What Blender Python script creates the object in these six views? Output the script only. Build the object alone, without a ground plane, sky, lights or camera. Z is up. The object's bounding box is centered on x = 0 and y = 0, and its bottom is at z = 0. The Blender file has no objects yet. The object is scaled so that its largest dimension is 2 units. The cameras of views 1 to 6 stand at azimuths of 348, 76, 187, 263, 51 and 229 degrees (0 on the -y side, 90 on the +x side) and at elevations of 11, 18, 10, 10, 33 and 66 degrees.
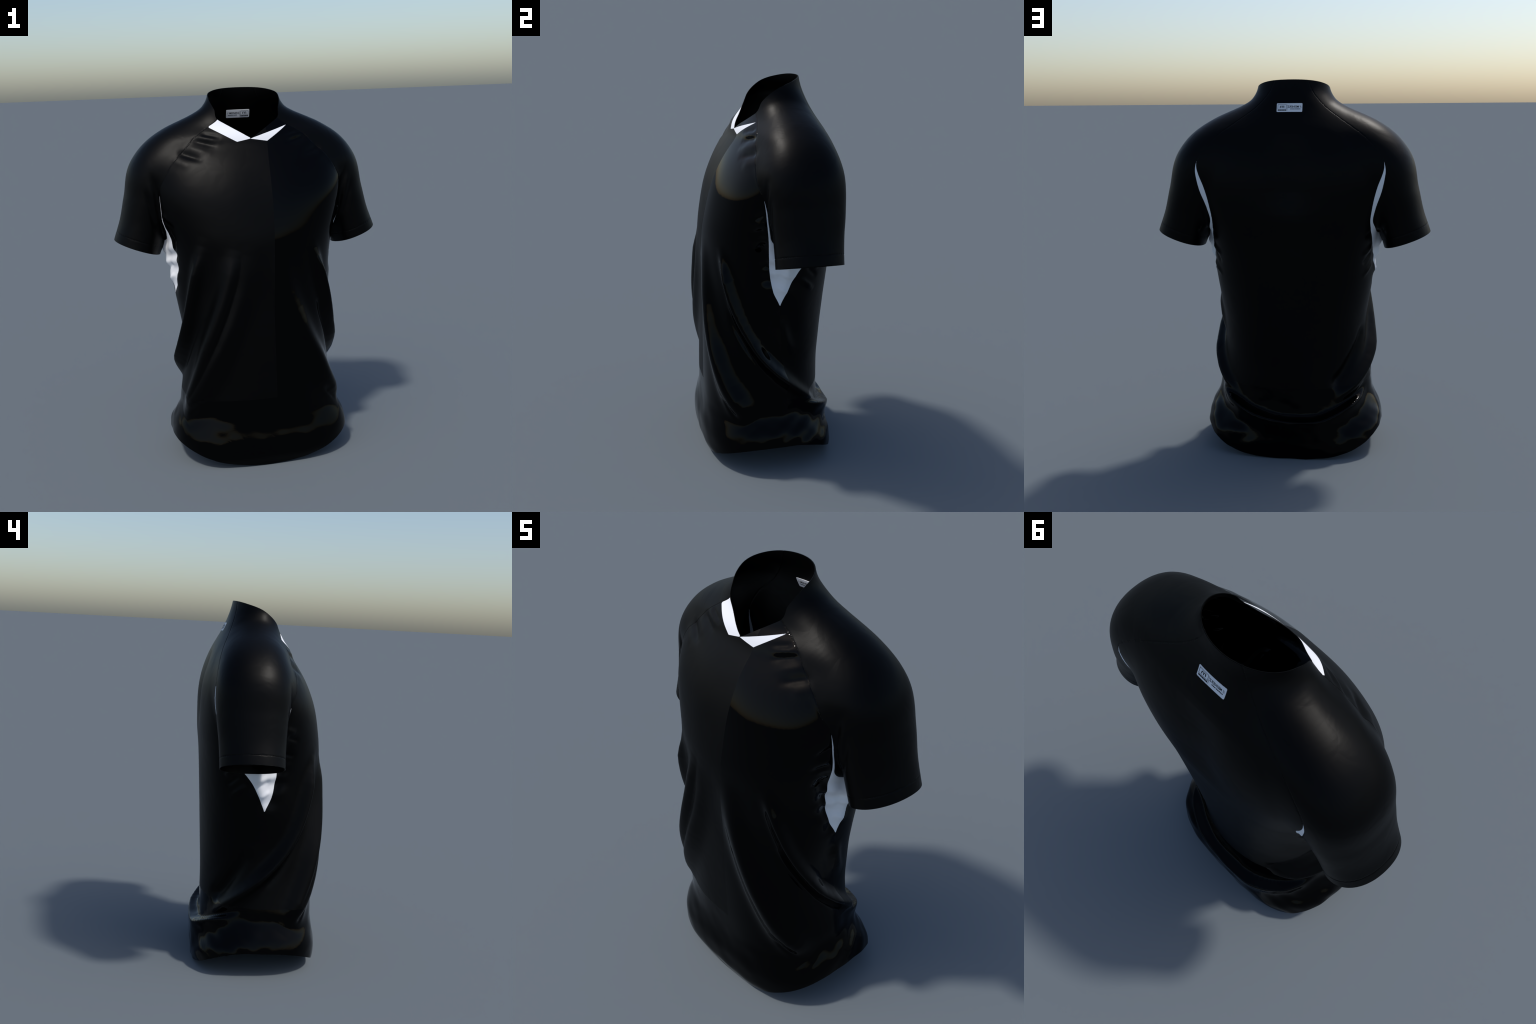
# Short-sleeved black sports jersey, floating as if worn: a thin cloth shell.
# The base form is an implicit surface (lofted torso + two sleeve tubes), meshed
# with surface nets, folded with ridge curves, cut along its seams into panels.
import bpy, bmesh, math
import numpy as np
from mathutils import Vector

rng = np.random.default_rng(7)

# ------------------------------------------------------------------ curves
def pchip(xs, ys):
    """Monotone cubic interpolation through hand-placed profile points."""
    xs = np.asarray(xs, float); ys = np.asarray(ys, float)
    h = np.diff(xs); d = np.diff(ys) / h
    m = np.zeros_like(ys); m[0] = d[0]; m[-1] = d[-1]
    for i in range(1, len(xs) - 1):
        if d[i - 1] * d[i] > 0:
            w1 = 2 * h[i] + h[i - 1]; w2 = h[i] + 2 * h[i - 1]
            m[i] = (w1 + w2) / (w1 / d[i - 1] + w2 / d[i])
    def f(x):
        x = np.clip(x, xs[0], xs[-1])
        i = np.clip(np.searchsorted(xs, x) - 1, 0, len(xs) - 2)
        t = (x - xs[i]) / h[i]
        return ((1 + 2 * t) * (1 - t) ** 2 * ys[i] + t * (1 - t) ** 2 * h[i] * m[i]
                + t * t * (3 - 2 * t) * ys[i + 1] + t * t * (t - 1) * h[i] * m[i + 1])
    return f

def smooth(x, a, b):
    t = np.clip((x - a) / (b - a), 0, 1)
    return t * t * (3 - 2 * t)

# ------------------------------------------------------------------ torso profile
#        z     half width  front y  back y  front exponent  back exponent
TORSO = [
    (-0.10, 0.440, -0.305, 0.330, 3.0, 2.9),
    (0.00, 0.465, -0.332, 0.342, 3.0, 3.05),
    (0.07, 0.487, -0.358, 0.350, 3.0, 3.05),
    (0.13, 0.490, -0.357, 0.338, 3.0, 2.95),
    (0.20, 0.477, -0.344, 0.306, 2.9, 2.55),
    (0.245, 0.455, -0.338, 0.300, 2.8, 2.2),
    (0.27, 0.442, -0.336, 0.299, 2.7, 2.1),
    (0.30, 0.430, -0.335, 0.299, 2.7, 2.0),
    (0.34, 0.425, -0.335, 0.299, 2.6, 1.95),
    (0.40, 0.414, -0.335, 0.300, 2.6, 1.95),
    (0.50, 0.399, -0.334, 0.302, 2.6, 1.95),
    (0.60, 0.392, -0.334, 0.306, 2.55, 2.05),
    (0.70, 0.395, -0.333, 0.310, 2.4, 2.1),
    (0.80, 0.410, -0.331, 0.316, 2.3, 2.15),
    (0.87, 0.420, -0.330, 0.320, 2.2, 2.2),
    (0.95, 0.430, -0.331, 0.325, 2.1, 2.3),
    (1.05, 0.432, -0.336, 0.330, 2.15, 2.5),
    (1.20, 0.458, -0.338, 0.338, 2.2, 2.8),
    (1.30, 0.485, -0.322, 0.348, 2.3, 3.1),
    (1.45, 0.523, -0.287, 0.352, 2.4, 3.2),
    (1.53, 0.536, -0.257, 0.346, 2.3, 3.1),
    (1.61, 0.542, -0.218, 0.331, 2.2, 2.9),
    (1.67, 0.530, -0.177, 0.311, 2.1, 2.8),
    (1.70, 0.507, -0.157, 0.299, 2.05, 2.75),
    (1.735, 0.478, -0.147, 0.286, 2.0, 2.7),
    (1.765, 0.430, -0.133, 0.271, 2.0, 2.65),
    (1.80, 0.362, -0.100, 0.253, 2.0, 2.6),
    (1.85, 0.277, -0.092, 0.227, 2.0, 2.6),
    (1.90, 0.220, -0.094, 0.207, 2.0, 2.4),
    (1.95, 0.192, -0.098, 0.191, 2.0, 2.0),
    (2.01, 0.184, -0.100, 0.178, 2.0, 2.0),
    (2.15, 0.184, -0.100, 0.165, 2.0, 2.0),
]
_c = list(zip(*TORSO))
def profile(k):
    """Column k of the table as a smooth function of height (rounder above the hem)."""
    z = np.arange(-0.3, 2.35, 0.004); f = pchip(_c[0], _c[k])(z)
    def blur(g, sigma):
        r = np.arange(-3 * sigma, 3 * sigma + 1e-9, 0.004); w = np.exp(-0.5 * (r / sigma) ** 2)
        return np.convolve(np.pad(g, len(r) // 2, mode="edge"), w / w.sum(), "valid")[:len(g)]
    a, b, c = blur(f, 0.012), blur(f, 0.035), blur(f, 0.02)
    t = smooth(z, 0.30, 0.50); q = smooth(z, 1.62, 1.72)
    f = a * (1 - t) + b * t; f = f * (1 - q) + c * q
    return lambda x: np.interp(x, z, f)
tW, tF, tB, tNF, tNB = (profile(k) for k in range(1, 6))

def torso_field(P):
    x, y, z = P[:, 0], P[:, 1], P[:, 2]
    W, F, B = tW(z), tF(z), tB(z)
    yc = 0.5 * (F + B)
    front = y < yc
    half = np.where(front, yc - F, B - yc)
    n = np.where(front, tNF(z), tNB(z))
    q = (np.abs(x) / W) ** n + (np.abs(y - yc) / half) ** n
    r = np.maximum(q, 1e-9) ** (1 / n)
    rad = np.hypot(x, y - yc)
    return (rad - rad / r) * np.clip(np.minimum(W, half) / 0.30, 0.5, 1) 

# ------------------------------------------------------------------ sleeve tube
#          x      y      z    half thickness  half depth (y)
SLEEVE = [
    (0.100, 0.070, 1.790, 0.060, 0.090),
    (0.230, 0.082, 1.738, 0.114, 0.118),
    (0.365, 0.088, 1.668, 0.143, 0.164),
    (0.484, 0.095, 1.552, 0.152, 0.193),
    (0.536, 0.100, 1.410, 0.132, 0.183),
    (0.574, 0.097, 1.280, 0.126, 0.170),
    (0.610, 0.095, 1.167, 0.130, 0.165),
    (0.652, 0.095, 1.030, 0.130, 0.165),
]
def dense(points, n):
    p = np.asarray(points, float)
    s = np.concatenate([[0], np.cumsum(np.linalg.norm(np.diff(p[:, :3], axis=0), axis=1))])
    t = np.linspace(0, s[-1], n)
    return np.stack([pchip(s, p[:, k])(t) for k in range(p.shape[1])], 1)
SPINE = dense(SLEEVE, 56)

def sleeve_field(P):
    x, y, z = np.abs(P[:, 0]), P[:, 1], P[:, 2]
    best = np.full(len(P), 1e9); seg = np.zeros(len(P), int); par = np.zeros(len(P))
    for i in range(len(SPINE) - 1):
        a, b = SPINE[i], SPINE[i + 1]
        dx, dz = b[0] - a[0], b[2] - a[2]
        t = np.clip(((x - a[0]) * dx + (z - a[2]) * dz) / (dx * dx + dz * dz), 0, 1)
        d = (x - a[0] - t * dx) ** 2 + (z - a[2] - t * dz) ** 2
        m = d < best
        best[m] = d[m]; seg[m] = i; par[m] = t[m]
    S = SPINE[seg] * (1 - par)[:, None] + SPINE[seg + 1] * par[:, None]
    u = np.sqrt(best) / S[:, 3]; v = np.abs(y - S[:, 1]) / S[:, 4]
    n = 2.15
    r = (u ** n + v ** n) ** (1 / n)
    rad = np.hypot(np.sqrt(best), y - S[:, 1])
    return rad - rad / np.maximum(r, 1e-6)

def blend_width(P):
    rear = smooth(P[:, 1], 0.10, 0.20) * smooth(P[:, 2], 1.12, 1.25)
    return 0.012 + np.maximum(0.05 * smooth(P[:, 2], 1.45, 1.62), 0.05 * rear)

def body_field(P):
    a, b, k = torso_field(P), sleeve_field(P), blend_width(P)
    h = np.clip(0.5 + 0.5 * (b - a) / k, 0, 1)
    return b * (1 - h) + a * h - k * h * (1 - h)

# ------------------------------------------------------------------ surface nets
def surface_net(field, lo, hi, step):
    ax = [np.arange(lo[k], hi[k] + step, step) for k in range(3)]
    n = [len(a) for a in ax]
    F = np.empty(n, np.float32)
    YY, ZZ = np.meshgrid(ax[1], ax[2], indexing="ij")
    for i, xv in enumerate(ax[0]):
        P = np.stack([np.full(YY.size, xv), YY.ravel(), ZZ.ravel()], 1)
        F[i] = field(P).reshape(YY.shape)
    inside = F < 0
    corner = [(a, b, c) for a in (0, 1) for b in (0, 1) for c in (0, 1)]
    cut = lambda A, o: A[o[0]:n[0] - 1 + o[0], o[1]:n[1] - 1 + o[1], o[2]:n[2] - 1 + o[2]]
    count = sum(cut(inside, o).astype(np.int8) for o in corner)
    active = (count > 0) & (count < 8)
    idx = -np.ones(active.shape, int); idx[active] = np.arange(active.sum())
    cells = np.argwhere(active)
    acc = np.zeros((len(cells), 3)); num = np.zeros(len(cells))
    for o in corner:
        for k in range(3):
            if o[k]: continue
            o2 = list(o); o2[k] = 1
            f0 = cut(F, o)[active]; f1 = cut(F, o2)[active]
            m = (f0 < 0) != (f1 < 0)
            t = f0[m] / (f0[m] - f1[m])
            p = np.tile(np.array(o, float), (m.sum(), 1)); p[:, k] = t
            acc[m] += p; num[m] += 1
    V = np.asarray(lo) + step * (cells + acc / num[:, None])
    quads = []
    for k in range(3):
        i, j = (k + 1) % 3, (k + 2) % 3
        s0 = [slice(1, m - 1) for m in n]; s0[k] = slice(0, n[k] - 1)
        s1 = [slice(1, m - 1) for m in n]; s1[k] = slice(1, n[k])
        A, B = inside[tuple(s0)], inside[tuple(s1)]
        for sign, mask in ((1, A & ~B), (-1, ~A & B)):
            e = np.argwhere(mask) + [0 if q == k else 1 for q in range(3)]
            ring = []
            for di, dj in ((0, 0), (-1, 0), (-1, -1), (0, -1)):
                c = e.copy(); c[:, i] += di; c[:, j] += dj
                ring.append(idx[c[:, 0], c[:, 1], c[:, 2]])
            q = np.stack(ring, 1)
            quads.append(q if sign > 0 else q[:, ::-1])
    return V, np.concatenate(quads)

def gradient(field, P, e=1.5e-3):
    G = np.empty_like(P)
    for k in range(3):
        d = np.zeros(3); d[k] = e
        G[:, k] = (field(P + d) - field(P - d)) / (2 * e)
    return G

def project(field, P, rounds=3):
    for _ in range(rounds):
        G = gradient(field, P); f = field(P)
        g2 = np.maximum((G * G).sum(1), 0.05)
        step = np.clip(f / g2, -0.012, 0.012)
        P = P - G * step[:, None]
    return P

def vertex_normals(V, T):
    N = np.zeros_like(V)
    fn = np.cross(V[T[:, 1]] - V[T[:, 0]], V[T[:, 2]] - V[T[:, 0]])
    for k in range(3):
        np.add.at(N, T[:, k], fn)
    return N / np.maximum(np.linalg.norm(N, axis=1, keepdims=True), 1e-12)

def relax(V, T, rounds, amount=0.5, weight=None):
    E = np.concatenate([T[:, [0, 1]], T[:, [1, 2]], T[:, [2, 0]]])
    E = np.concatenate([E, E[:, ::-1]])
    deg = np.bincount(E[:, 0], minlength=len(V)).astype(float)[:, None]
    w = amount if weight is None else amount * weight[:, None]
    for _ in range(rounds):
        A = np.zeros_like(V); np.add.at(A, E[:, 0], V[E[:, 1]])
        V = V + w * (A / np.maximum(deg, 1) - V)
    return V

STEP = 0.0095
LO, HI = (-0.86, -0.46, -0.08), (0.86, 0.46, 2.09)
V, Q = surface_net(body_field, LO, HI, STEP)
V = project(body_field, V)
# one level of quad subdivision, new points pulled back onto the form
def subdivide(V, Q):
    E = np.sort(np.concatenate([Q[:, [0, 1]], Q[:, [1, 2]], Q[:, [2, 3]], Q[:, [3, 0]]]), 1)
    U, inv = np.unique(E, axis=0, return_inverse=True)
    inv = inv.reshape(4, -1).T
    nv, ne = len(V), len(U)
    P = np.concatenate([V, V[U].mean(1), V[Q].mean(1)])
    m = inv + nv; c = nv + ne + np.arange(len(Q))
    out = [np.stack([Q[:, k], m[:, k], c, m[:, k - 1]], 1) for k in range(4)]
    return P, np.concatenate(out)
V, Q = subdivide(V, Q)
T = np.concatenate([Q[:, [0, 1, 2]], Q[:, [0, 2, 3]]])
V = relax(V, T, 3)
V = project(body_field, V, 2)
V = relax(V, T, 2, 0.4)
on_sleeve = smooth(torso_field(V) - sleeve_field(V), 0.0, 0.03)
V = relax(V, T, 14, 0.5, on_sleeve)


# ------------------------------------------------------------------ folds
# Each fold is a curve of crest (or trough) points in space; the cloth is pushed along
# its normal until it passes through them.  side: +1 wearer's left, -1 right, 0 both.
RIDGES = [  # (side, half width, points)
    (0, 0.058, [(0.085, -0.334, 1.24), (0.100, -0.340, 1.13), (0.115, -0.344, 1.01), (0.148, -0.347, 0.89), (0.198, -0.347, 0.77),
                (0.250, -0.339, 0.66), (0.305, -0.321, 0.56), (0.355, -0.290, 0.46), (0.400, -0.245, 0.38), (0.44, -0.19, 0.30), (0.46, -0.14, 0.24)]),
    (-1, 0.048, [(0.130, -0.337, 1.22), (0.160, -0.343, 1.12), (0.195, -0.348, 1.00), (0.237, -0.347, 0.88), (0.280, -0.340, 0.77),
                 (0.322, -0.324, 0.667), (0.358, -0.295, 0.555), (0.395, -0.250, 0.44), (0.430, -0.200, 0.34), (0.46, -0.14, 0.26)]),
    (1, 0.030, [(0.290, -0.300, 1.20), (0.318, -0.290, 1.11), (0.347, -0.275, 1.02), (0.375, -0.250, 0.92), (0.400, -0.210, 0.82),
                (0.425, -0.155, 0.72), (0.452, -0.080, 0.61), (0.455, 0.000, 0.53), (0.432, 0.085, 0.455), (0.388, 0.160, 0.385),
                (0.315, 0.225, 0.315), (0.250, 0.275, 0.27)]),
    (-1, 0.032, [(0.305, -0.290, 1.25), (0.341, -0.278, 1.129), (0.368, -0.266, 1.028), (0.390, -0.243, 0.92),
                 (0.412, -0.205, 0.808), (0.440, -0.130, 0.68), (0.455, -0.020, 0.56), (0.425, 0.090, 0.465),
                 (0.365, 0.180, 0.385), (0.285, 0.240, 0.32), (0.20, 0.28, 0.27)]),
    (0, 0.030, [(0.462, 0.060, 1.24), (0.474, 0.050, 1.17), (0.462, 0.040, 1.10), (0.444, 0.028, 1.02), (0.424, 0.012, 0.93)]),
    (1, 0.030, [(0.416, 0.020, 0.88), (0.425, 0.015, 0.80), (0.415, 0.035, 0.72), (0.378, 0.085, 0.63), (0.348, 0.128, 0.56),
                (0.322, 0.160, 0.49), (0.295, 0.192, 0.425), (0.265, 0.230, 0.36)]),
]
VALLEYS = [
    (1, 0.016, [(0.205, -0.315, 1.24), (0.222, -0.305, 1.165), (0.264, -0.293, 1.073), (0.301, -0.260, 0.958), (0.318, -0.220, 0.811),
                (0.350, -0.158, 0.683), (0.382, -0.080, 0.55), (0.395, -0.02, 0.47)]),
    (-1, 0.020, [(0.230, -0.312, 1.22), (0.255, -0.300, 1.10), (0.302, -0.260, 0.95), (0.328, -0.225, 0.82), (0.360, -0.160, 0.68),
                 (0.382, -0.080, 0.55), (0.39, 0.0, 0.46)]),
    (0, 0.034, [(0.475, -0.100, 1.32), (0.432, -0.095, 1.23), (0.413, -0.072, 1.14), (0.408, -0.055, 1.06), (0.412, -0.032, 0.97), (0.41, -0.02, 0.90)]),
    (-1, 0.036, [(0.375, 0.065, 0.70), (0.345, 0.100, 0.60), (0.305, 0.142, 0.51), (0.262, 0.185, 0.43), (0.20, 0.235, 0.37)]),
    (1, 0.013, [(0.407, -0.185, 0.90), (0.403, -0.155, 0.82), (0.396, -0.115, 0.75), (0.388, -0.070, 0.68), (0.382, -0.035, 0.61)]),
]
# shallow creases: (side, half width, height, points) relative to the surface
CREASES = [
    (0, 0.014, -0.0040, [(0.265, -0.09, 1.765), (0.17, -0.12, 1.742)]),
    (0, 0.015, -0.0062, [(0.315, -0.09, 1.735), (0.20, -0.14, 1.702)]),
    (0, 0.019, -0.0075, [(0.395, -0.11, 1.685), (0.28, -0.17, 1.640)]),
    (0, 0.016, 0.0030, [(0.290, -0.09, 1.752), (0.17, -0.13, 1.722)]),
    (0, 0.020, 0.0040, [(0.352, -0.10, 1.709), (0.23, -0.16, 1.668)]),
    (0, 0.024, 0.0035, [(0.430, -0.12, 1.650), (0.32, -0.18, 1.600)]),
    (1, 0.013, -0.009, [(0.490, -0.09, 1.41), (0.450, -0.14, 1.37)]),
    (0, 0.014, -0.009, [(0.475, -0.09, 1.315), (0.440, -0.15, 1.295)]),
    (0, 0.011, -0.007, [(0.460, -0.09, 1.215), (0.435, -0.14, 1.21)]),
    (0, 0.016, 0.006, [(0.480, -0.08, 1.36), (0.450, -0.13, 1.335)]),
    (0, 0.014, 0.004, [(0.465, -0.07, 1.255), (0.440, -0.14, 1.25)]),
    (-1, 0.016, 0.005, [(0.450, -0.06, 1.15), (0.430, -0.13, 1.155)]),
    (0, 0.012, 0.006, [(0.470, -0.02, 1.14), (0.450, 0.05, 1.10)]),
    (0, 0.012, -0.007, [(0.460, -0.03, 1.08), (0.445, 0.05, 1.04)]),
    (0, 0.011, 0.006, [(0.450, -0.03, 1.02), (0.435, 0.03, 0.98)]),
    (0, 0.013, -0.007, [(0.490, 0.20, 1.22), (0.42, 0.27, 1.17)]),
    (0, 0.014, 0.012, [(0.450, 0.16, 1.14), (0.39, 0.23, 1.08)]),
    (0, 0.012, -0.010, [(0.450, 0.14, 1.10), (0.39, 0.22, 1.03)]),
    (0, 0.014, 0.010, [(0.440, 0.10, 1.05), (0.40, 0.18, 0.98)]),
    (0, 0.016, -0.008, [(0.530, -0.07, 1.60), (0.510, -0.10, 1.47), (0.480, -0.05, 1.31)]),
    (0, 0.015, 0.006, [(0.550, -0.08, 1.55), (0.528, -0.10, 1.43), (0.490, -0.05, 1.27)]),
    (0, 0.015, -0.007, [(0.565, -0.08, 1.50), (0.545, -0.09, 1.40), (0.500, -0.05, 1.24)]),
    (0, 0.110, -0.022, [(0.0, 0.27, 1.76), (0.0, 0.31, 1.67), (0.0, 0.335, 1.60), (0.0, 0.35, 1.50), (0.0, 0.35, 1.40), (0.0, 0.345, 1.28)]),
    (0, 0.014, -0.009, [(0.33, -0.30, 0.40), (0.37, -0.26, 0.34), (0.42, -0.21, 0.28)]),
]
def bump(V, N, curve, heights, width):
    """Gaussian swell of the given heights along a curve lying on the cloth."""
    lo, hi = curve.min(0) - 3 * width, curve.max(0) + 3 * width
    idx = np.where(((V > lo) & (V < hi)).all(1))[0]
    out = np.zeros(len(V))
    if not len(idx): return out
    P = V[idx]; best = np.full(len(idx), 1e9); h = np.zeros(len(idx))
    for i in range(len(curve) - 1):
        a, d = curve[i], curve[i + 1] - curve[i]
        t = np.clip(((P - a) @ d) / max(d @ d, 1e-12), 0, 1)
        r = ((P - a - t[:, None] * d) ** 2).sum(1)
        m = r < best
        best[m] = r[m]; h[m] = (heights[i] * (1 - t) + heights[i + 1] * t)[m]
    out[idx] = h * np.exp(-best / width ** 2)
    return out

def fold_curve(points, side, n=26):
    p = np.array(points, float); p[:, 0] *= side
    return dense(p, n)

BASE = V.copy()
N = vertex_normals(V, T)
push = np.zeros(len(V)); pull = np.zeros(len(V)); rel = np.zeros(len(V))
for target, group in ((push, RIDGES), (pull, VALLEYS)):
    for side, width, pts in group:
        for s in ((side,) if side else (1, -1)):
            c = fold_curve(pts, s)
            h = torso_field(c)
            foot = c - gradient(torso_field, c) * h[:, None]
            t = np.linspace(0, 1, len(c))
            fade = smooth(t, 0, 0.16) * smooth(1 - t, 0, 0.16)
            b = bump(V, N, foot, h * fade, width)
            if target is push: np.maximum(push, b, out=push)
            else: np.minimum(pull, b, out=pull)
for side, width, height, pts in CREASES:
    for s in ((side,) if side else (1, -1)):
        c = fold_curve(pts, s, 14)
        foot = project(body_field, c, 4)
        t = np.linspace(0, 1, len(c))
        g = rng.uniform(0.75, 1.2)
        b = bump(V, N, foot, g * height * smooth(t, 0, 0.35) * smooth(1 - t, -0.25 if abs(c[0, 1]) < 0.12 and len(pts) == 2 else 0, 0.35), width)
        rel += b if pts[0][0] else 0.5 * b
# general unevenness of hanging cloth, stronger in the crumpled hem
def ripple(P, scale, seed):
    r = np.random.default_rng(seed); out = np.zeros(len(P))
    for _ in range(7):
        k = r.normal(size=3); k *= 2 * math.pi / (scale * r.uniform(0.7, 1.5) * np.linalg.norm(k))
        out += np.sin(P @ k + r.uniform(0, 6.28))
    return out / 7 ** 0.5
hem_zone = 1 - smooth(BASE[:, 2], 0.18, 0.38)
back_zone = smooth(BASE[:, 1], -0.15, 0.15)
rel += 0.0012 * ripple(BASE, 0.30, 1) + hem_zone * (0.0006 + 0.0012 * back_zone) * ripple(BASE * [1, 1, 1.6], 0.11, 2)
# small gathers of the side seams under the arms
gather = smooth(np.abs(BASE[:, 0]), 0.34, 0.40) * smooth(BASE[:, 1], -0.14, -0.06) * smooth(0.12 - BASE[:, 1], 0.0, 0.08)
gather *= smooth(BASE[:, 2], 0.90, 1.0) * smooth(1.40 - BASE[:, 2], 0.0, 0.12) * (sleeve_field(BASE) > 0.004)
rel += 0.0048 * gather * np.sin(2 * math.pi * BASE[:, 2] / 0.115 + 9 * BASE[:, 1] + 2.2 * np.sin(17 * BASE[:, 2]) + BASE[:, 0])
# the cloth bunched over the seat: a lip that hangs out below a swagged line across the back
x, y, z = BASE.T
drop = 0.218 + 0.12 * (np.abs(x + 0.02) / 0.36) ** 2 + 0.006 * np.sin(14 * x + 1) - z
lip = 0.050 * np.exp(-((drop - 0.03) / np.where(drop > 0.03, 0.055, 0.05)) ** 2) * smooth(drop, -0.012, 0.030)
rel += lip * smooth(y, 0.08, 0.24)
V = V + N * (push + pull + rel)[:, None]
V = relax(V, T, 1, 0.5)
V = relax(V, T, 4, 0.5, (1 - smooth(BASE[:, 2], 0.36, 0.44)) * smooth(BASE[:, 1], 0.0, 0.1))


# ------------------------------------------------------------------ cutting the shell
def cut_mesh(V, T, L, F, extra):
    """Split triangles along F = 0.  L: face labels, extra: per-vertex data."""
    F = F.copy()
    E = np.sort(np.concatenate([T[:, [0, 1]], T[:, [1, 2]], T[:, [2, 0]]]), 1)
    E = np.unique(E, axis=0)
    f0, f1 = F[E[:, 0]], F[E[:, 1]]
    m = f0 * f1 < 0
    t = np.where(m, f0 / np.where(m, f0 - f1, 1), 0.5)
    V = V.copy()
    for side in (0, 1):                       # snap nearly-cut vertices onto the line
        near = m & ((t < 0.2) if side == 0 else (t > 0.8))
        v, o, tt = E[near, side], E[near, 1 - side], np.where(side == 0, t, 1 - t)[near]
        V[v] += (V[o] - V[v]) * tt[:, None]
        for k in extra:
            extra[k][v] += (extra[k][o] - extra[k][v]) * (tt[:, None] if extra[k].ndim == 2 else tt)
        F[v] = 0
    f0, f1 = F[E[:, 0]], F[E[:, 1]]
    m = f0 * f1 < 0
    C = E[m]; t = (f0[m] / (f0[m] - f1[m]))
    key = {}
    nv = len(V)
    newid = {(int(a), int(b)): nv + i for i, (a, b) in enumerate(C)}
    V = np.concatenate([V, V[C[:, 0]] * (1 - t)[:, None] + V[C[:, 1]] * t[:, None]])
    for k in extra:
        e = extra[k]; tt = t[:, None] if e.ndim == 2 else t
        extra[k] = np.concatenate([e, e[C[:, 0]] * (1 - tt) + e[C[:, 1]] * tt])
    s = np.sign(F)
    ST = s[T]
    crossing = (ST.max(1) > 0) & (ST.min(1) < 0)
    keepT, keepL = T[~crossing], L[~crossing]
    keepS = np.sign(ST[~crossing].sum(1))
    nt, nl, ns = [], [], []
    for tri, lab in zip(T[crossing], L[crossing]):
        tri = [int(i) for i in tri]
        poly = {1: [], -1: []}
        for k in range(3):
            a, b = tri[k], tri[(k + 1) % 3]
            if s[a] >= 0: poly[1].append(a)
            if s[a] <= 0: poly[-1].append(a)
            if s[a] * s[b] < 0:
                c = newid[(min(a, b), max(a, b))]
                poly[1].append(c); poly[-1].append(c)
        for sg, p in poly.items():
            for k in range(1, len(p) - 1):
                nt.append((p[0], p[k], p[k + 1])); nl.append(lab); ns.append(sg)
    if nt:
        keepT = np.concatenate([keepT, np.array(nt)]); keepL = np.concatenate([keepL, np.array(nl)])
        keepS = np.concatenate([keepS, np.array(ns)])
    return V, keepT, keepL, keepS, extra

D = {}                       # data that must follow the vertices through the cuts
D["base"] = BASE             # unfolded position, used to place the seams
L = np.zeros(len(T), int)

def cut(fn):
    global V, T, L, D
    V, T, L, S, D = cut_mesh(V, T, L, fn(D["base"]), D)
    return S

# neck rim: height as a function of y gives the V at the front and the stand at the back
rim = pchip([-0.30, -0.145, -0.115, -0.086, -0.066, -0.041, 0.0, 0.042, 0.11, 0.18, 0.30],
            [1.600, 1.732, 1.768, 1.806, 1.842, 1.890, 1.930, 1.957, 1.981, 1.999, 2.01])
def neck_fn(P):
    ax = np.abs(P[:, 0])
    vee = 1.732 + 0.62 * ax + 4.0 * np.clip(ax - 0.15, 0, None) ** 2
    w = smooth(P[:, 1], -0.085, -0.045)
    f = P[:, 2] - (vee * (1 - w) + rim(P[:, 1]) * w)
    return np.where(np.abs(P[:, 0]) < 0.30, np.where(P[:, 2] > 1.70, f, -0.05), -0.05)
def hem_fn(P):
    u = np.clip(np.abs(P[:, 0]) / 0.475, 0, 1.1)
    rear = smooth(P[:, 1], -0.05, 0.15)
    return 0.135 * (u ** 2.1 * (1 - rear) + u ** 3.2 * rear) - P[:, 2]
def cuff_line(P):
    ax = np.abs(P[:, 0])
    return (1.167 + 0.37 * (ax - 0.616)) - P[:, 2]
def cuff_fn(P):
    return np.where(sleeve_field(P) < torso_field(P), cuff_line(P), -0.05)

for fn in (neck_fn, hem_fn, cuff_fn):
    S = cut(fn)
    T, L = T[S <= 0], L[S <= 0]

# ------------------------------------------------------------------ seams
def angle(P):
    return np.arctan2(P[:, 1] - 0.03, np.abs(P[:, 0]))
def seam(points, lo, hi):
    p = np.array(points); th = np.arctan2(p[:, 1] - 0.03, p[:, 0])
    o = np.argsort(p[:, 2]); z = p[o, 2]; th = th[o]
    return pchip(np.concatenate([[-0.2], z, [2.2]]), np.concatenate([[lo], th, [hi]]))
front_seam = seam([(0.41, 0.0, 0.895), (0.425, -0.035, 0.98), (0.45, -0.062, 1.10), (0.450, -0.070, 1.286),
                   (0.490, -0.092, 1.40), (0.515, -0.113, 1.485), (0.49, -0.138, 1.55), (0.43, -0.135, 1.64), (0.36, -0.118, 1.718),
                   (0.282, -0.092, 1.763), (0.21, -0.069, 1.795), (0.165, -0.072, 1.836)], -0.05, -0.9)
back_seam = seam([(0.41, 0.001, 0.895), (0.43, 0.02, 0.955), (0.44, 0.075, 1.06), (0.43, 0.142, 1.14),
                  (0.424, 0.255, 1.30), (0.45, 0.285, 1.45), (0.497, 0.294, 1.59), (0.43, 0.285, 1.70),
                  (0.31, 0.255, 1.79), (0.2, 0.215, 1.86), (0.11, 0.18, 1.96)], 0.0, 1.2)
def near_body(z):
    return 0.022 + 0.035 * smooth(z, 1.28, 1.42)
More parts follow.
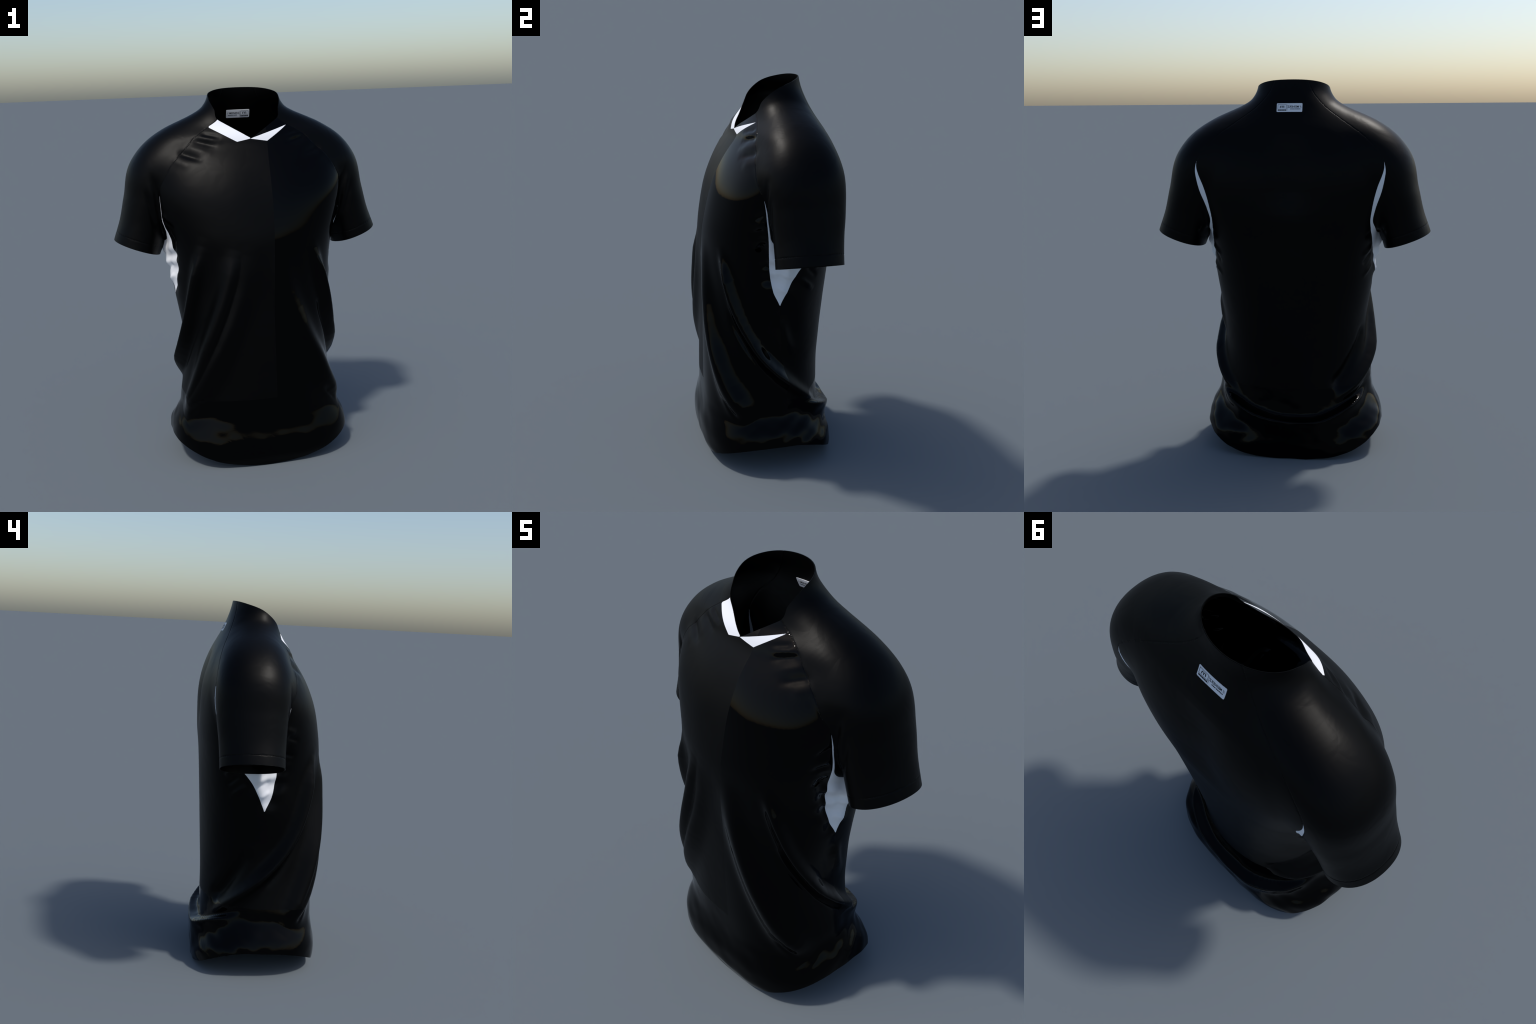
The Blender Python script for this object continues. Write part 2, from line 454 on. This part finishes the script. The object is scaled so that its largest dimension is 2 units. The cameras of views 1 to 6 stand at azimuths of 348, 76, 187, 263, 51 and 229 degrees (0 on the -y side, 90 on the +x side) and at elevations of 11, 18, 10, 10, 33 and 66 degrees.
def inset_fn(P):          # > 0 inside the sleeve + underarm area
    a = angle(P); z = P[:, 2]
    f = np.minimum(a - front_seam(z), back_seam(z) - a) * np.hypot(P[:, 0], P[:, 1])
    t = torso_field(P)
    f = np.where((z < 1.58) & (z > 1.02), np.maximum(f, np.minimum(t - near_body(z), t - sleeve_field(P))), f)
    return np.where(z > 0.895, f, -0.02)
sliver_back = pchip([1.0, 1.16, 1.30, 1.45, 1.52, 1.595, 2.2], [0.018, 0.018, 0.017, 0.014, 0.008, 0.0, 0.0])
sliver_front = pchip([1.0, 1.16, 1.30, 1.42, 1.485, 2.2], [0.020, 0.018, 0.009, 0.004, 0.0, 0.0])
def sleeve_fn(P):         # > 0 on the sleeve tube side of the crease
    f = torso_field(P) - sleeve_field(P)
    z = P[:, 2]
    a = angle(P); r = np.hypot(P[:, 0], P[:, 1] - 0.03)
    rear = P[:, 1] > 0.08
    strip = np.where(rear, (back_seam(z) - a) * r - sliver_back(z), (a - front_seam(z)) * r - sliver_front(z))
    strip = np.maximum(strip, (torso_field(P) - near_body(z)) * 2)
    w = smooth(z, 1.18, 1.28)
    f = (f + 0.004) * (1 - w) + strip * w - 0.004
    tip = np.where(rear, 1.60, 1.49)
    return f + 0.004 + 6.0 * np.clip(z - tip, 0, None)
FRONT_BREAK = pchip([0.0, 0.5, 0.775, 1.03, 1.30, 1.60, 1.716, 1.9], [0.05, 0.05, 0.05, 0.056, 0.068, 0.074, 0.084, 0.09])
def half_fn(P):
    return P[:, 0] - FRONT_BREAK(P[:, 2])
def side_fn(P):           # > 0 behind the side seam
    return P[:, 1] - (0.0 + 0.05 * smooth(0.9 - P[:, 2], 0, 0.6))
def line(a, b):           # signed distance to a line in the front (x, z) plane
    (ax, az), (bx, bz) = a, b
    l = math.hypot(bx - ax, bz - az)
    return lambda P: ((bx - ax) * (P[:, 2] - az) - (bz - az) * (P[:, 0] - ax)) / l

BODY, INSET, SLEEVE_P, GUSSET, BACK, FRONT_R, FRONT_L, TRIM = range(8)
S = cut(inset_fn); L[:] = np.where(S > 0, INSET, BODY)
S = cut(sleeve_fn); L[L == INSET] = np.where(S > 0, SLEEVE_P, GUSSET)[L == INSET]
S = cut(side_fn); L[L == BODY] = np.where(S > 0, BACK, FRONT_R)[L == BODY]
S = cut(half_fn); L[(L == FRONT_R) & (S > 0)] = FRONT_L
# white collar wings: right one is a full band, left one a triangle
for pts in ([(-0.006, 1.731), (-0.077, 1.718), (-0.211, 1.794), (-0.18, 1.90)],
            [(-0.006, 1.731), (0.209, 1.795), (0.084, 1.716)]):
    sides = []
    for a, b in zip(pts, pts[1:] + pts[:1]):
        if (a, b) == ((-0.18, 1.90), (-0.006, 1.731)): continue
        f = line(a, b)
        sides.append(f)
    sign = -1.0
    def wing(P, sides=sides, pts=pts):
        f = np.full(len(P), 1.0)
        for s in sides: f = np.minimum(f, sign * s(P))
        if len(pts) == 4: f = np.minimum(f, -0.006 - P[:, 0])
        return np.where((P[:, 1] < 0.0) & (P[:, 2] > 1.6), f, -0.05)
    S = cut(wing)
    L[(S > 0) & ((L == FRONT_R) | (L == FRONT_L))] = TRIM

# cuff hem stitch line is a separate band of each sleeve
CUFF = 8
S = cut(lambda P: np.where(sleeve_field(P) < torso_field(P), cuff_line(P) + 0.052, -0.05))
L[(L == SLEEVE_P) & (S > 0)] = CUFF

N = vertex_normals(V, T)
center = V[T].mean(1)
# sewn seams sink a little into the cloth where sleeve and body panels meet
lab_min = np.full(len(V), 99); lab_max = np.full(len(V), -1)
kind = np.where(np.isin(L, (SLEEVE_P, CUFF)), 1, np.where(L == GUSSET, 2, 0))
for k in range(3):
    np.minimum.at(lab_min, T[:, k], kind); np.maximum.at(lab_max, T[:, k], kind)
V[lab_min != lab_max] -= 0.0016 * N[lab_min != lab_max]
cuff_min = np.full(len(V), 99); cuff_max = np.full(len(V), -1)
for k in range(3):
    np.minimum.at(cuff_min, T[:, k], L == CUFF); np.maximum.at(cuff_max, T[:, k], L == CUFF)
V[cuff_min != cuff_max] -= 0.0018 * N[cuff_min != cuff_max]
N = vertex_normals(V, T)

# ------------------------------------------------------------------ materials
def material(name, base, rough, gloss_hem=False, spec=0.1, grain=0.05, wrinkle=0.0):
    m = bpy.data.materials.new(name); m.use_nodes = True
    nt = m.node_tree; b = nt.nodes["Principled BSDF"]
    b.inputs["Base Color"].default_value = (*base, 1)
    b.inputs["Roughness"].default_value = rough
    b.inputs["Specular IOR Level"].default_value = spec
    co = nt.nodes.new("ShaderNodeTexCoord")
    no = nt.nodes.new("ShaderNodeTexNoise"); no.inputs["Scale"].default_value = 260; no.inputs["Detail"].default_value = 3
    nt.links.new(co.outputs["Object"], no.inputs["Vector"])
    bu = nt.nodes.new("ShaderNodeBump"); bu.inputs["Strength"].default_value = grain; bu.inputs["Distance"].default_value = 0.002
    nt.links.new(no.outputs["Fac"], bu.inputs["Height"])
    if wrinkle:                       # faint angular press creases
        vo = nt.nodes.new("ShaderNodeTexVoronoi"); vo.feature = "DISTANCE_TO_EDGE"; vo.inputs["Scale"].default_value = 11
        wa = nt.nodes.new("ShaderNodeTexNoise"); wa.inputs["Scale"].default_value = 5; wa.inputs["Detail"].default_value = 2
        mx = nt.nodes.new("ShaderNodeMix"); mx.data_type = "VECTOR"; mx.inputs["Factor"].default_value = 0.12
        nt.links.new(co.outputs["Object"], wa.inputs["Vector"])
        nt.links.new(co.outputs["Object"], mx.inputs["A"]); nt.links.new(wa.outputs["Color"], mx.inputs["B"])
        nt.links.new(mx.outputs["Result"], vo.inputs["Vector"])
        b2 = nt.nodes.new("ShaderNodeBump"); b2.inputs["Strength"].default_value = wrinkle; b2.inputs["Distance"].default_value = 0.01
        nt.links.new(vo.outputs["Distance"], b2.inputs["Height"]); nt.links.new(bu.outputs["Normal"], b2.inputs["Normal"])
        nt.links.new(b2.outputs["Normal"], b.inputs["Normal"])
    else:
        nt.links.new(bu.outputs["Normal"], b.inputs["Normal"])
    if gloss_hem:
        sp = nt.nodes.new("ShaderNodeSeparateXYZ"); nt.links.new(co.outputs["Object"], sp.inputs[0])
        mr = nt.nodes.new("ShaderNodeMapRange")
        mr.inputs["From Min"].default_value = 0.365; mr.inputs["From Max"].default_value = 0.375
        mr.inputs["To Min"].default_value = 0.03; mr.inputs["To Max"].default_value = rough
        nt.links.new(sp.outputs["Z"], mr.inputs["Value"]); nt.links.new(mr.outputs[0], b.inputs["Roughness"])
    return m

BLACK = (0.0004, 0.0004, 0.00045)
MAT_MATTE = material("black_knit_matte", BLACK, 0.42, gloss_hem=True, wrinkle=0.10)
MAT_SLEEVE = material("black_sleeve_knit", BLACK, 0.42, wrinkle=0.14)
MAT_GLOSS = material("black_knit_glossy", BLACK, 0.03, grain=0.02)
MAT_WHITE = material("white_knit", (0.80, 0.81, 0.84), 0.6)
MAT_LABEL = material("label_white", (0.74, 0.75, 0.78), 0.6)
MAT_INK = material("label_ink", (0.02, 0.02, 0.022), 0.6)

# ------------------------------------------------------------------ build the parts
THICK = 0.004
root = bpy.data.objects.new("sports_jersey", None)
root["label"] = "black short-sleeved sports jersey with white collar and underarm panels"
root["category"] = "sports shirt"
bpy.context.scene.collection.objects.link(root)

edges = np.concatenate([T[:, [0, 1]], T[:, [1, 2]], T[:, [2, 0]]])
ek = np.sort(edges, 1); code = ek[:, 0] * (len(V) + 1) + ek[:, 1]
uq, inv, cnt = np.unique(code, return_inverse=True, return_counts=True)
is_open = cnt[inv] == 1
edge_face = np.tile(np.arange(len(T)), 3)

def build_part(name, mask, mat, parent=root, lining=None):
    faces = T[mask]
    if not len(faces): print("EMPTY", name); return None
    used, loc = np.unique(faces, return_inverse=True); loc = loc.reshape(-1, 3); n = len(used)
    inner = V[used] - N[used] * THICK
    pos = np.concatenate([V[used], inner])
    rims = edges[is_open & mask[edge_face]]
    remap = -np.ones(len(V), int); remap[used] = np.arange(n)
    r = remap[rims]
    rimq = np.concatenate([np.stack([r[:, 1], r[:, 0], r[:, 0] + n], 1), np.stack([r[:, 1], r[:, 0] + n, r[:, 1] + n], 1)]) if len(r) else np.zeros((0, 3), int)
    allf = np.concatenate([loc, loc[:, ::-1] + n, rimq])
    me = bpy.data.meshes.new(name)
    me.from_pydata(pos.tolist(), [], allf.tolist())
    me.polygons.foreach_set("use_smooth", np.ones(len(allf), bool))
    me.materials.append(mat)
    if lining:
        me.materials.append(lining)
        idx = np.zeros(len(allf), np.int32); idx[len(loc):] = 1
        me.polygons.foreach_set("material_index", idx)
    me.update()
    me.normals_split_custom_set_from_vertices(np.concatenate([N[used], -N[used]]).tolist())
    ob = bpy.data.objects.new(name, me); ob.parent = parent
    bpy.context.scene.collection.objects.link(ob)
    return ob

build_part("back_panel", L == BACK, MAT_MATTE)
build_part("front_panel", L == FRONT_R, MAT_MATTE)
build_part("front_panel", L == FRONT_L, MAT_GLOSS)
for s in (-1, 1):
    side = center[:, 0] * s > 0
    sl = build_part("sleeve", (L == SLEEVE_P) & side, MAT_SLEEVE)
    build_part("cuff", (L == CUFF) & side, MAT_SLEEVE, sl)
    build_part("underarm_panel", (L == GUSSET) & side, MAT_WHITE)
    build_part("collar_wing", (L == TRIM) & side, MAT_WHITE, lining=MAT_SLEEVE)

# ------------------------------------------------------------------ neck label
# sewn through the cloth: seen readable from inside and mirrored from outside
LABEL_C, LABEL_W, LABEL_H = (0.003, 1.856), 0.132, 0.0455
def back_surface(x, z):
    lo = np.full(len(x), 0.05); hi = np.full(len(x), 0.45)
    for _ in range(40):
        mid = 0.5 * (lo + hi)
        f = body_field(np.stack([x, mid, z], 1))
        lo = np.where(f < 0, mid, lo); hi = np.where(f < 0, hi, mid)
    return lo
def on_label(a, b, lift):
    """(a, b) in label fractions from its left bottom, as read from inside the collar."""
    x = LABEL_C[0] + (np.asarray(a) - 0.5) * LABEL_W
    z = LABEL_C[1] + (np.asarray(b) - 0.5) * LABEL_H * 0.957
    P = np.stack([x, back_surface(x, z), z], 1)
    G = gradient(body_field, P); G /= np.linalg.norm(G, axis=1, keepdims=True)
    return P + G * np.asarray(lift)[:, None]
def sheet(outline_fn, nu, nv, lo, hi, name, mat, parent):
    """A slab between two lifts, (u, v) in 0..1 mapped by outline_fn to label fractions."""
    u, v = np.meshgrid(np.linspace(0, 1, nu), np.linspace(0, 1, nv), indexing="ij")
    a, b = outline_fn(u.ravel(), v.ravel())
    top = on_label(a, b, np.full(a.shape, hi)); bot = on_label(a, b, np.full(a.shape, lo))
    n = nu * nv; F = []
    g = np.arange(n).reshape(nu, nv)
    for i in range(nu - 1):
        for j in range(nv - 1):
            q = [g[i, j], g[i + 1, j], g[i + 1, j + 1], g[i, j + 1]]
            F.append([int(k) for k in q]); F.append([int(k) + n for k in q[::-1]])
    ring = list(g[:, 0]) + list(g[-1, 1:]) + list(g[-2::-1, -1]) + list(g[0, -2:0:-1])
    for p, q in zip(ring, ring[1:] + ring[:1]):
        F.append([int(q), int(p), int(p) + n, int(q) + n])
    me = bpy.data.meshes.new(name); me.from_pydata(np.concatenate([top, bot]).tolist(), [], F)
    me.materials.append(mat); me.update()
    ob = bpy.data.objects.new(name, me); ob.parent = parent
    bpy.context.scene.collection.objects.link(ob)
    return ob
def rounded(u, v):
    r = 0.07; k = LABEL_W / LABEL_H
    d = np.minimum(v, 1 - v) / r
    inset = np.where(d < 1, r * (1 - np.sqrt(np.clip(1 - (1 - d) ** 2, 0, 1))), 0) / k
    return inset + u * (1 - 2 * inset), v
plate = sheet(rounded, 25, 21, -THICK - 0.0012, 0.0012, "neck_label", MAT_LABEL, root)
def bar(a0, a1, b0, b1, name="label_print"):
    f = lambda u, v: (a0 + (a1 - a0) * u, b0 + (b1 - b0) * v)
    return sheet(f, 8, 3, -THICK - 0.0018, 0.0018, name, MAT_INK, plate)
def lettering(text, a0, a1, b0, b1):
    cu = bpy.data.curves.new("lettering", "FONT"); cu.body = text; cu.offset = 0.012
    ob = bpy.data.objects.new("lettering", cu)
    bpy.context.scene.collection.objects.link(ob)
    dg = bpy.context.evaluated_depsgraph_get(); dg.update()
    me = bpy.data.meshes.new_from_object(ob.evaluated_get(dg))
    bpy.data.objects.remove(ob)
    bm = bmesh.new(); bm.from_mesh(me); bpy.data.meshes.remove(me)
    bmesh.ops.triangulate(bm, faces=bm.faces[:])
    c = np.array([v.co[:] for v in bm.verts]); f = [[v.index for v in p.verts] for p in bm.faces]; bm.free()
    c = (c - c.min(0)) / np.maximum(np.ptp(c, axis=0), 1e-9)
    a = a0 + (a1 - a0) * c[:, 0]; b = b0 + (b1 - b0) * c[:, 1]; n = len(c)
    P = np.concatenate([on_label(a, b, np.full(n, 0.0018)), on_label(a, b, np.full(n, -THICK - 0.0018))])
    m2 = bpy.data.meshes.new("lettering"); m2.from_pydata(P.tolist(), [], [p[::-1] for p in f] + [[k + n for k in p] for p in f])
    m2.materials.append(MAT_INK); m2.update()
    o2 = bpy.data.objects.new("lettering", m2); o2.parent = plate
    bpy.context.scene.collection.objects.link(o2)
lettering("// MEINERZ", 0.04, 0.575, 0.475, 0.72)
lettering("m", 0.705, 0.873, 0.45, 0.71)
x0 = 0.075
for w in (0.03, 0.028, 0.034, 0.03, 0.026, 0.032, 0.03, 0.028):       # line too small to read
    bar(x0, x0 + w * 1.25, 0.29, 0.37); x0 += w * 1.25 + (0.022 if abs(x0 - 0.27) < 0.02 else 0.012)
bar(0.588, 0.594, 0.13, 0.84, "label_divider")
for a0, a1, b0, b1 in ((0.623, 0.632, 0.30, 0.84), (0.948, 0.957, 0.30, 0.84), (0.632, 0.948, 0.815, 0.84), (0.632, 0.948, 0.30, 0.325)):
    bar(a0, a1, b0, b1, "label_frame")
for i in range(5):
    bar(0.62 + i * 0.068, 0.62 + i * 0.068 + 0.060, 0.145, 0.25)
